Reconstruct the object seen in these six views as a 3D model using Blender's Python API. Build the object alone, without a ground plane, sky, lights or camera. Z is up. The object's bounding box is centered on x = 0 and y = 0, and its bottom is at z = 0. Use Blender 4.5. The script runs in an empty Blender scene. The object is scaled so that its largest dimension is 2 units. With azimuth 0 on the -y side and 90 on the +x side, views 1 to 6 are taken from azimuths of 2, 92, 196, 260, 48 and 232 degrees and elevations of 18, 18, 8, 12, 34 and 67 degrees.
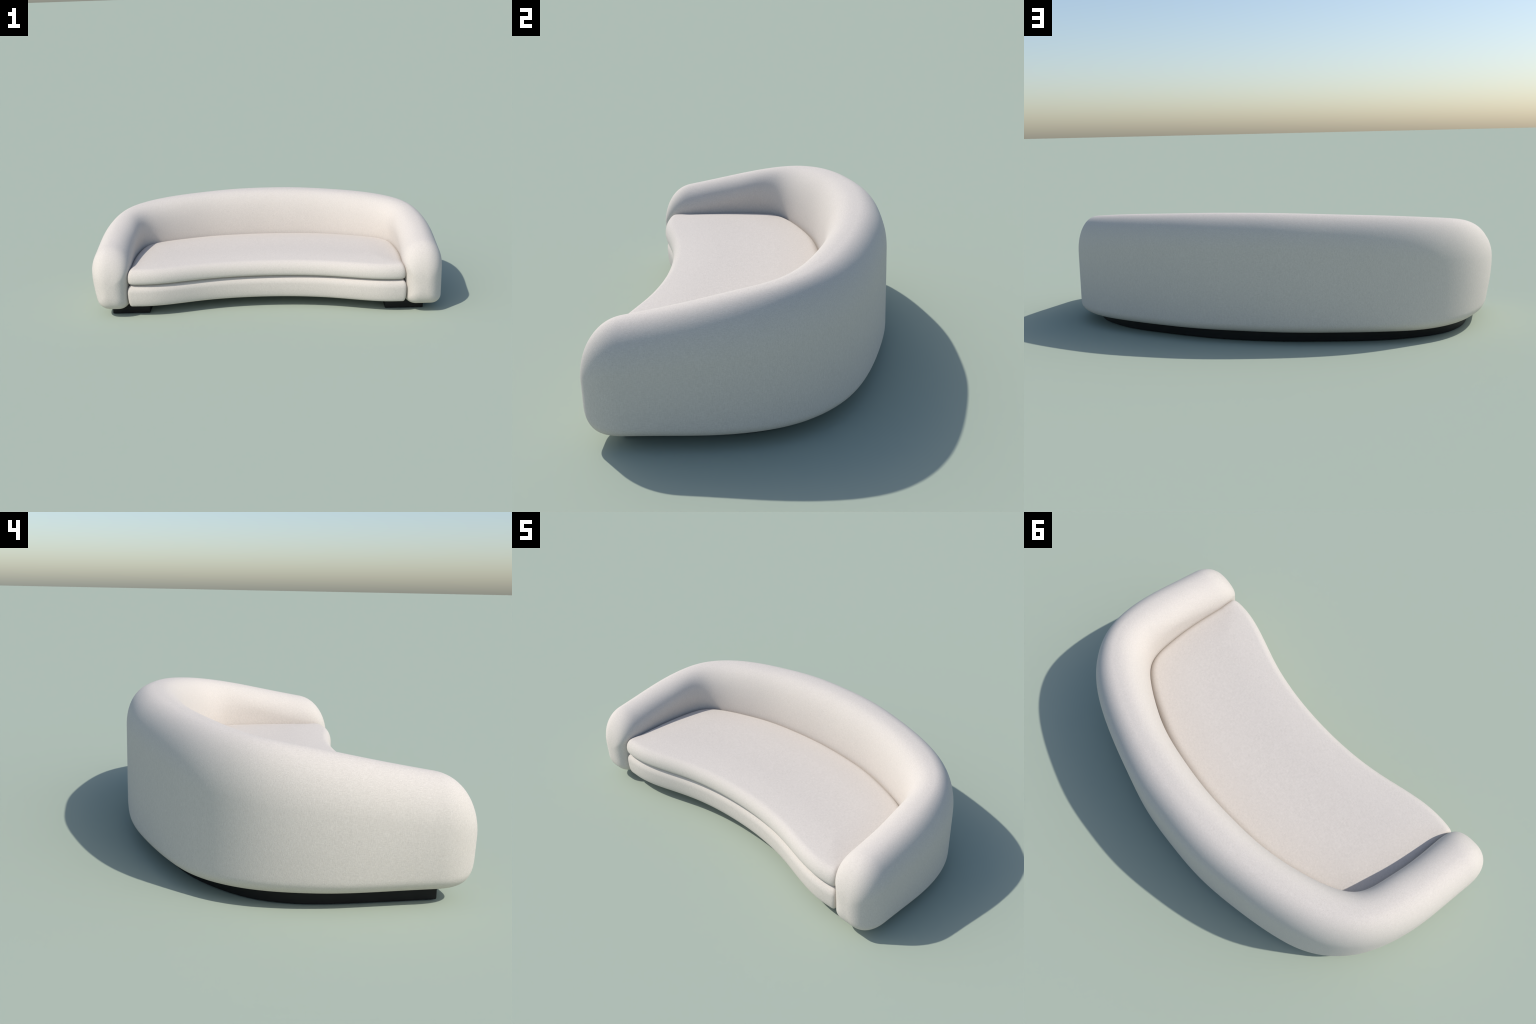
"""Curved, fully upholstered sofa: a thick padded wall (backrest running into two
armrests) around a seat cushion on an upholstered seat base, all on a recessed
black U-shaped plinth.  Metres, z up, front faces -y, mirrored about x = 0."""
import bpy, bmesh, math
import numpy as np
from mathutils import Vector

# ------------------------------------------------------------------ helpers
def spline(keys, values):
    """Natural cubic spline through (keys, values); values may be vectors."""
    t = np.asarray(keys, float)
    v = np.asarray(values, float)
    v = v.reshape(len(t), -1)
    n, h = len(t), np.diff(t)
    A = np.eye(n)
    b = np.zeros_like(v)
    for i in range(1, n - 1):
        A[i, i - 1:i + 2] = h[i - 1], 2 * (h[i - 1] + h[i]), h[i]
        b[i] = 6 * ((v[i + 1] - v[i]) / h[i] - (v[i] - v[i - 1]) / h[i - 1])
    m = np.linalg.solve(A, b)

    def f(x):
        x = np.clip(np.atleast_1d(np.asarray(x, float)), t[0], t[-1])
        i = np.clip(np.searchsorted(t, x) - 1, 0, n - 2)
        d1, d0, hh = (t[i + 1] - x)[:, None], (x - t[i])[:, None], h[i][:, None]
        return (m[i] * d1 ** 3 + m[i + 1] * d0 ** 3) / (6 * hh) + (v[i] / hh - m[i] * hh / 6) * d1 + (v[i + 1] / hh - m[i + 1] * hh / 6) * d0
    return f


def mirrored(half):
    """Half-plan points from the centre line outwards -> whole plan, -x to +x."""
    half = np.asarray(half, float)
    return np.vstack([half[:0:-1] * [-1, 1], half])


def resample(pts, n, closed=False):
    pts = np.asarray(pts, float)
    if closed:
        pts = np.vstack([pts, pts[:1]])
    s = np.concatenate([[0], np.cumsum(np.linalg.norm(np.diff(pts, axis=0), axis=1))])
    t = np.linspace(0, s[-1], n + 1)[:-1] if closed else np.linspace(0, s[-1], n)
    return np.stack([np.interp(t, s, pts[:, k]) for k in range(pts.shape[1])], 1)


def smooth_closed(p, rounds):
    for _ in range(rounds):
        p = 0.5 * p + 0.25 * (np.roll(p, 1, 0) + np.roll(p, -1, 0))
    return p


def outward_normals(p):
    """Unit normals of a closed counter-clockwise plan loop."""
    t = np.roll(p, -1, 0) - np.roll(p, 1, 0)
    n = np.stack([t[:, 1], -t[:, 0]], 1)
    return n / np.linalg.norm(n, axis=1)[:, None]


def link_mesh(name, verts, faces, material, parent, smooth=True):
    me = bpy.data.meshes.new(name)
    me.from_pydata([tuple(map(float, v)) for v in verts], [], faces)
    me.validate()
    bm = bmesh.new()
    bm.from_mesh(me)
    bmesh.ops.recalc_face_normals(bm, faces=bm.faces)
    bm.to_mesh(me)
    bm.free()
    me.polygons.foreach_set("use_smooth", [smooth] * len(me.polygons))
    me.materials.append(material)
    ob = bpy.data.objects.new(name, me)
    bpy.context.scene.collection.objects.link(ob)
    ob.parent = parent
    return ob


# ---------------------------------------------------------------- materials
def woven_fabric():
    """Off-white woven upholstery: threads along x, y and z, faint slubs."""
    mat = bpy.data.materials.new("woven_fabric")
    mat.use_nodes = True
    nt = mat.node_tree
    N, L = nt.nodes, nt.links
    bsdf = N["Principled BSDF"]
    coord = N.new("ShaderNodeTexCoord")

    def threads(scale, detail=2.0):
        mp = N.new("ShaderNodeMapping")
        mp.inputs["Scale"].default_value = scale
        L.new(coord.outputs["Object"], mp.inputs["Vector"])
        nz = N.new("ShaderNodeTexNoise")
        nz.inputs["Scale"].default_value = 1.0
        nz.inputs["Detail"].default_value = detail
        L.new(mp.outputs["Vector"], nz.inputs["Vector"])
        return nz.outputs["Fac"]

    def math_node(op, a, b):
        m = N.new("ShaderNodeMath")
        m.operation = op
        for k, x in enumerate((a, b)):
            if isinstance(x, (int, float)):
                m.inputs[k].default_value = x
            else:
                L.new(x, m.inputs[k])
        return m.outputs[0]

    F, S = 620.0, 85.0
    along_x, along_y, along_z = threads((S, F, F)), threads((F, S, F)), threads((F, F, S))
    weave = math_node("ADD", math_node("ADD", along_x, along_y), along_z)     # mean 1.5
    weave = math_node("MULTIPLY", weave, 1 / 3)
    slub = threads((9.0, 9.0, 5.0), 3.0)
    tone = math_node("ADD", math_node("MULTIPLY", weave, 0.985), math_node("MULTIPLY", slub, 0.015))
    ramp = N.new("ShaderNodeValToRGB")
    ramp.color_ramp.elements[0].position = 0.36
    ramp.color_ramp.elements[0].color = (*FABRIC_DARK, 1)
    ramp.color_ramp.elements[1].position = 0.64
    ramp.color_ramp.elements[1].color = (*FABRIC_LIGHT, 1)
    L.new(tone, ramp.inputs["Fac"])
    L.new(ramp.outputs["Color"], bsdf.inputs["Base Color"])
    bump = N.new("ShaderNodeBump")
    bump.inputs["Strength"].default_value = 0.28
    bump.inputs["Distance"].default_value = 0.002
    L.new(weave, bump.inputs["Height"])
    L.new(bump.outputs["Normal"], bsdf.inputs["Normal"])
    bsdf.inputs["Roughness"].default_value = 0.95
    bsdf.inputs["Specular IOR Level"].default_value = 0.15
    bsdf.inputs["Sheen Weight"].default_value = 0.03
    bsdf.inputs["Sheen Roughness"].default_value = 0.5
    return mat


def black_lacquer():
    mat = bpy.data.materials.new("black_stained_wood")
    mat.use_nodes = True
    nt = mat.node_tree
    N, L = nt.nodes, nt.links
    bsdf = N["Principled BSDF"]
    coord = N.new("ShaderNodeTexCoord")
    mp = N.new("ShaderNodeMapping")
    mp.inputs["Scale"].default_value = (14, 14, 160)
    nz = N.new("ShaderNodeTexNoise")
    nz.inputs["Scale"].default_value = 1.0
    nz.inputs["Detail"].default_value = 4.0
    ramp = N.new("ShaderNodeValToRGB")
    ramp.color_ramp.elements[0].color = (0.0085, 0.0085, 0.0085, 1)
    ramp.color_ramp.elements[1].color = (0.0125, 0.0125, 0.0125, 1)
    L.new(coord.outputs["Object"], mp.inputs["Vector"])
    L.new(mp.outputs["Vector"], nz.inputs["Vector"])
    L.new(nz.outputs["Fac"], ramp.inputs["Fac"])
    L.new(ramp.outputs["Color"], bsdf.inputs["Base Color"])
    bsdf.inputs["Roughness"].default_value = 0.6
    bsdf.inputs["Specular IOR Level"].default_value = 0.2
    return mat


FABRIC_DARK = (0.545, 0.496, 0.442)
FABRIC_LIGHT = (0.685, 0.630, 0.569)
FABRIC = woven_fabric()
BLACK = black_lacquer()

sofa = bpy.data.objects.new("curved_sofa", None)
sofa["label"] = "low curved off-white fabric sofa with wraparound padded back"
sofa["category"] = "sofa"
bpy.context.scene.collection.objects.link(sofa)

# ------------------------------------------- padded wall: backrest + armrests
# Stations of the wall from the middle of the back to the arm, right half:
# inner foot (x, y), outer face (x, y), height of the crest.
STATIONS = [
    ((0.000, 0.268), (0.000, 0.510), 0.542),
    ((0.180, 0.259), (0.200, 0.502), 0.540),
    ((0.360, 0.234), (0.420, 0.461), 0.533),
    ((0.520, 0.187), (0.630, 0.400), 0.5245),
    ((0.655, 0.132), (0.800, 0.314), 0.5125),
    ((0.749, 0.058), (0.913, 0.197), 0.498),
    ((0.782, -0.058), (0.975, 0.054), 0.477),
    ((0.792, -0.170), (0.998, -0.100), 0.451),
    ((0.792, -0.280), (1.000, -0.250), 0.425),
    ((0.788, -0.370), (1.000, -0.370), 0.405),
]
TIP_REACH = 0.142            # how far the rounded arm end runs past the last station
TIP_MID = 0.190              # height of its foremost point
CREST_FALL = 0.17            # slope of the arm crest where the rounded end begins


def bell(x, centre, width):
    return math.exp(-((x - centre) / width) ** 2)


def wall_section(thick, crest, lean, corner, left, n_top=30, n_side=12, n_bot=14):
    """Closed section in (offset 0..thick from the inner foot, z), inner side first.
    lean: 1 along the back, 0 on the arms; corner: 1 at the bend between them;
    left: 1 on the left arm, which draws in a touch more at its foot."""
    nc = thick * (0.49 + 0.07 * lean + 0.04 * corner)                       # crest sits slightly outwards
    ho = 0.148 + 0.026 * corner                             # height of the outer shoulder
    hi = 0.112 + 0.188 * lean                               # longer, softer inner shoulder
    taper = 0.001 + 0.030 * left           # outer face draws in at the foot
    swell = 0.012 * (1 - lean)                              # arms swell towards the seat
    bottom = 0.039 + 0.002 * left + 0.005 * lean
    r = 0.046 + 0.010 * left                                               # rounding of the lower edges
    out = []

    def arc(cx, cz, ax, az, a0, a1, n, e):
        for a in np.linspace(a0, a1, n):
            c, s = math.cos(a), math.sin(a)
            out.append((cx + ax * math.copysign(abs(c) ** (2 / e), c), cz + az * math.copysign(abs(s) ** (2 / e), s)))
    zi, zo = crest - hi, crest - ho
    for k in np.linspace(0, 1, n_side, endpoint=False):     # inner face, going up
        out.append((-swell * k ** 1.5, bottom + r + (zi - bottom - r) * k))
    arc(nc, zi, nc + swell, hi, math.pi, math.pi / 2, n_top, 2.1 + 0.8 * lean)
    out.pop()
    arc(nc, zo, thick - nc, ho, math.pi / 2, 0, n_top, 2.1)
    out.pop()
    for k in np.linspace(0, 1, n_side, endpoint=False):     # outer face, going down
        z = zo + (bottom + r - zo) * k
        out.append((thick, z))
    arc(thick - 0.062 - 0.02 * left, bottom + r, 0.062 + 0.02 * left, r, 0, -math.pi / 2, n_bot, 2.2)
    for i, (o, z) in enumerate(out):                        # draw the outer face in towards its foot
        if o > nc and z < zo:
            out[i] = (o - taper * ((zo - z) / (zo - bottom)) ** 1.8, z)
    arc(0.06, bottom + r, 0.06, r, -math.pi / 2, -math.pi, n_bot, 2.2)
    out.pop()
    return np.array(out)


def build_wall():
    inner = np.array([s[0] for s in STATIONS])
    outer = np.array([s[1] for s in STATIONS])
    crest = np.array([s[2] for s in STATIONS])
    mid = (inner + outer) / 2
    key = np.concatenate([[0], np.cumsum(np.linalg.norm(np.diff(mid, axis=0), axis=1))])
    keys = np.concatenate([-key[:0:-1], key])
    f_in = spline(keys, mirrored(inner))
    f_out = spline(keys, mirrored(outer))
    f_z = spline(keys, np.concatenate([crest[:0:-1], crest]))
    total = key[-1]

    def lean_at(s):                                          # 1 along the back, 0 on the arms
        x = np.clip((abs(s) / total - 0.35) / 0.45, 0, 1)
        return 1 - x * x * (3 - 2 * x)

    def section(s):
        a, b, z = f_in(s)[0], f_out(s)[0], f_z(s)[0, 0]
        d = b - a
        thick = np.linalg.norm(d)
        corner = bell(abs(s) / total, 0.62, 0.20)
        x = np.clip((-s / total - 0.45) / 0.3, 0, 1)
        left = x * x * (3 - 2 * x)
        return a, d / thick, thick, wall_section(thick, z, lean_at(s), corner, left)

    rings = []
    tip = 26
    for side in (-1, 1):
        a, d, thick, sec = section(side * total)
        centre = a + d * thick / 2
        ahead = np.array([0.0, -1.0])
        group = []
        for phi in np.linspace(0, math.pi / 2, tip + 1)[1:]:
            q = math.sin(phi) if phi < math.pi / 2 - 1e-6 else 1.0
            w_in, w_out = max(1 - q ** 3.0, 0) ** (1 / 3.0), max(1 - q ** 2.15, 0) ** (1 / 2.15)
            up, dn = max(1 - q ** 2.35, 0) ** (1 / 2.35), max(1 - q ** 3.6, 0) ** (1 / 3.6)
            z_max = sec[:, 1].max()
            ring = []
            for o, z in sec:
                fall = CREST_FALL * TIP_REACH * q * max(z - TIP_MID, 0) / (z_max - TIP_MID)
                zz = TIP_MID + (z - fall - TIP_MID) * (up if z > TIP_MID else dn)
                off = o - thick / 2
                p = centre + d * off * (w_out if off > 0 else w_in) + ahead * TIP_REACH * q
                ring.append((p[0], p[1], zz))
            group.append((ring, side))
        if side < 0:
            rings += [(r, -1) for r, _ in group[::-1]]
            for s in np.linspace(-total, total, 181):
                a2, d2, th, sec2 = section(s)
                rings.append(([(*(a2 + d2 * o), z) for o, z in sec2], s / total))
        else:
            rings += [(r, 1) for r, _ in group]
    m = len(rings[0][0])
    verts = [p for r, _ in rings for p in r]
    faces, region = [], []
    for i in range(len(rings) - 1):
        t = 0.5 * (rings[i][1] + rings[i + 1][1])
        for j in range(m):
            k = (j + 1) % m
            faces.append((i * m + j, i * m + k, (i + 1) * m + k, (i + 1) * m + j))
            region.append(0 if abs(t) < 0.66 else (1 if t > 0 else 2))
    return np.array(verts), faces, region


def split_wall(verts, faces, region):
    """One smooth surface, cut into backrest and two armrests that share normals."""
    me = bpy.data.meshes.new("wall")
    me.from_pydata([tuple(map(float, v)) for v in verts], [], faces)
    bm = bmesh.new()
    bm.from_mesh(me)
    lay = bm.faces.layers.int.new("region")
    bm.faces.ensure_lookup_table()
    for f, r in zip(bm.faces, region):
        f[lay] = r
    bmesh.ops.remove_doubles(bm, verts=bm.verts, dist=1e-5)
    bmesh.ops.recalc_face_normals(bm, faces=bm.faces)
    bm.normal_update()
    bm.verts.index_update()
    names = {0: "backrest", 1: "armrest", 2: "armrest"}
    for r in (0, 1, 2):
        used, vs, ns, fs = {}, [], [], []
        for f in bm.faces:
            if f[lay] != r:
                continue
            idx = []
            for v in f.verts:
                if v.index not in used:
                    used[v.index] = len(vs)
                    vs.append(v.co[:])
                    ns.append(v.normal[:])
                idx.append(used[v.index])
            fs.append(idx)
        part = bpy.data.meshes.new(names[r])
        part.from_pydata(vs, [], fs)
        part.polygons.foreach_set("use_smooth", [True] * len(part.polygons))
        part.normals_split_custom_set_from_vertices(ns)
        part.materials.append(FABRIC)
        ob = bpy.data.objects.new(names[r], part)
        bpy.context.scene.collection.objects.link(ob)
        ob.parent = sofa
    bm.free()
    bpy.data.meshes.remove(me)


split_wall(*build_wall())

# --------------------------------------------------- seat cushion, seat base
# concave front edge from arm to arm, a touch deeper on the left
FRONT = [(-0.79, -0.472), (-0.70, -0.477), (-0.60, -0.467), (-0.50, -0.442), (-0.37, -0.405), (-0.24, -0.379), (-0.11, -0.365),
         (0.02, -0.361), (0.14, -0.365), (0.25, -0.377), (0.36, -0.397), (0.48, -0.430), (0.60, -0.462), (0.70, -0.476), (0.79, -0.472)]


def seat_plan(gap, set_back, turn, flare, corner_rounds, n=560):
    """Closed counter-clockwise plan: concave front, then round the inside of the wall."""
    fx = spline([p[0] for p in FRONT], [p[1] for p in FRONT])
    back = mirrored([s[0] for s in STATIONS])
    keys = np.concatenate([[0], np.cumsum(np.linalg.norm(np.diff(back, axis=0), axis=1))])
    bx = spline(keys, back)(np.linspace(0, keys[-1], 300))
    t = np.gradient(bx, axis=0)
    nrm = np.stack([t[:, 1], -t[:, 0]], 1) / np.linalg.norm(t, axis=1)[:, None]
    bx = bx + nrm * gap                                     # inwards from the wall
    xe = bx[-1, 0]
    xs = np.linspace(-xe, xe, 260)
    front = np.stack([xs, fx(xs)[:, 0] + set_back - turn * np.sin(2 * xs) - flare * (xs / 0.7) ** 2], 1)
    loop = np.vstack([front, bx[::-1]])
    loop = resample(loop, n, closed=True)
    return smooth_closed(loop, corner_rounds), front, bx


def distance_to(points, line):
    """Shortest plan distance from each point to a polyline."""
    a, d = line[:-1], np.diff(line, axis=0)
    out = np.empty(len(points))
    for i, p in enumerate(points):
        t = np.clip(((p - a) * d).sum(1) / (d * d).sum(1), 0, 1)
        out[i] = np.sqrt((((a + d * t[:, None]) - p) ** 2).sum(1).min())
    return out


def build_pad(name, outline, bottom, middle, top, edge, crown, reach, r_bot, e=2.0):
    """Pad widest at height `middle`: its upper edge rounds over within `edge`, and a
    crown fades out over `reach` from the rim; the lower edge is rounded by r_bot."""
    plan, front, wall = outline
    nrm = smooth_closed(outward_normals(plan), 70)
    nrm /= np.linalg.norm(nrm, axis=1)[:, None]
    n = len(plan)

    def rise(d):
        """Height of the top at the distance d in from the rim."""
        shoulder = np.maximum(1 - np.clip(1 - d / edge, 0, 1) ** 2.1, 0) ** (1 / 2.1)
        return middle + (top - crown - middle) * shoulder + crown * (1 - np.clip(1 - d / reach, 0, 1) ** 2)

    def pillow(q):
        uf = np.maximum(1 - distance_to(q, front) / reach, 0)
        uw = np.maximum(1 - distance_to(q, wall) / reach, 0) ** 0.9
        return rise(reach * (1 - np.minimum((uf ** 7 + uw ** 7) ** (1 / 7), 1)))
    verts, faces = [], []
    spine = np.stack([np.clip(plan[:, 0], -0.55, 0.55), -0.075 - 0.16 * np.clip(plan[:, 0] / 0.55, -1, 1) ** 2], 1)
    for q in (1.0, 0.66, 0.33):                             # underside, out from the spine
        pts = (plan - nrm * r_bot) * (1 - q) + spine * q
        verts += [(x, y, bottom) for x, y in pts]
    for a in np.linspace(-math.pi / 2, 0, 12):              # lower edge
        pts = plan - nrm * r_bot * (1 - abs(math.cos(a)) ** (2 / e))
        verts += [(x, y, bottom + (middle - bottom) * (1 - abs(math.sin(a)) ** (2 / e))) for x, y in pts]
    rim = 0.045
    for k in range(1, 15):                                  # upper edge, square to the rim
        inset = rim * (k / 14) ** 2
        pts = plan - nrm * inset
        w = (inset / rim) ** 1.5
        z = (1 - w) * rise(inset) + w * pillow(pts)
        verts += [(x, y, h) for (x, y), h in zip(pts, z)]
    last = plan - nrm * rim
    steps = 18
    for k in range(1, steps + 1):                           # top, drawn in to the spine
        q = (k / steps) ** 1.15
        pts = last * (1 - q) + spine * q
        verts += [(x, y, h) for (x, y), h in zip(pts, pillow(pts))]
    count = len(verts) // n
    for i in range(count - 1):
        for j in range(n):
            k = (j + 1) % n
            faces.append((i * n + j, i * n + k, (i + 1) * n + k, (i + 1) * n + j))
    ob = link_mesh(name, verts, faces, FABRIC, sofa)
    bm = bmesh.new()
    bm.from_mesh(ob.data)
    bmesh.ops.remove_doubles(bm, verts=bm.verts, dist=2e-5)
    bmesh.ops.recalc_face_normals(bm, faces=bm.faces)
    bm.to_mesh(ob.data)
    bm.free()
    ob.data.polygons.foreach_set("use_smooth", [True] * len(ob.data.polygons))
    return ob


build_pad("seat_cushion", seat_plan(-0.003, -0.005, 0.0, 0.0, 18), 0.197, 0.226, 0.2945, 0.040, 0.018, 0.20, 0.015, 2.3)
build_pad("seat_base", seat_plan(-0.006, 0.002, 0.003, 0.006, 7), 0.063, 0.145, 0.194, 0.042, 0.004, 0.10, 0.020, 2.3)

# ------------------------------------------------------------------- plinth
PLINTH_OUTER = [(0.0, 0.446), (0.20, 0.430), (0.40, 0.387), (0.58, 0.333), (0.725, 0.250), (0.83, 0.145), (0.884, 0.010), (0.897, -0.13), (0.898, -0.27), (0.898, -0.404)]
PLINTH_INNER = [(0.0, 0.235), (0.15, 0.228), (0.30, 0.205), (0.43, 0.165), (0.535, 0.105), (0.610, 0.030), (0.655, -0.07), (0.675, -0.17), (0.680, -0.28), (0.680, -0.404)]


def build_plinth(top=0.052, edge=0.004):
    def curve(half):
        pts = mirrored(half)
        k = np.concatenate([[0], np.cumsum(np.linalg.norm(np.diff(pts, axis=0), axis=1))])
        return spline(k, pts)(np.linspace(0, k[-1], 140))
    o, i = curve(PLINTH_OUTER), curve(PLINTH_INNER)
    m = len(o)
    verts = [(*p, z) for z in (0.0, top) for line in (o, i) for p in line]
    O0, I0, O1, I1 = 0, m, 2 * m, 3 * m
    faces = []
    for k in range(m - 1):
        faces += [(O0 + k, O0 + k + 1, O1 + k + 1, O1 + k), (I0 + k + 1, I0 + k, I1 + k, I1 + k + 1),
                  (O1 + k, O1 + k + 1, I1 + k + 1, I1 + k), (O0 + k + 1, O0 + k, I0 + k, I0 + k + 1)]
    faces += [(O0, O1, I1, I0), (O0 + m - 1, I0 + m - 1, I1 + m - 1, O1 + m - 1)]
    ob = link_mesh("plinth", verts, faces, BLACK, sofa)
    bm = bmesh.new()
    bm.from_mesh(ob.data)
    sharp = [e for e in bm.edges if len(e.link_faces) == 2 and e.calc_face_angle() > math.radians(40)]
    bmesh.ops.bevel(bm, geom=sharp, offset=edge, segments=3, profile=0.5, affect="EDGES")
    bm.to_mesh(ob.data)
    bm.free()
    ob.data.polygons.foreach_set("use_smooth", [True] * len(ob.data.polygons))
    ob.data.set_sharp_from_angle(angle=math.radians(35))


build_plinth()
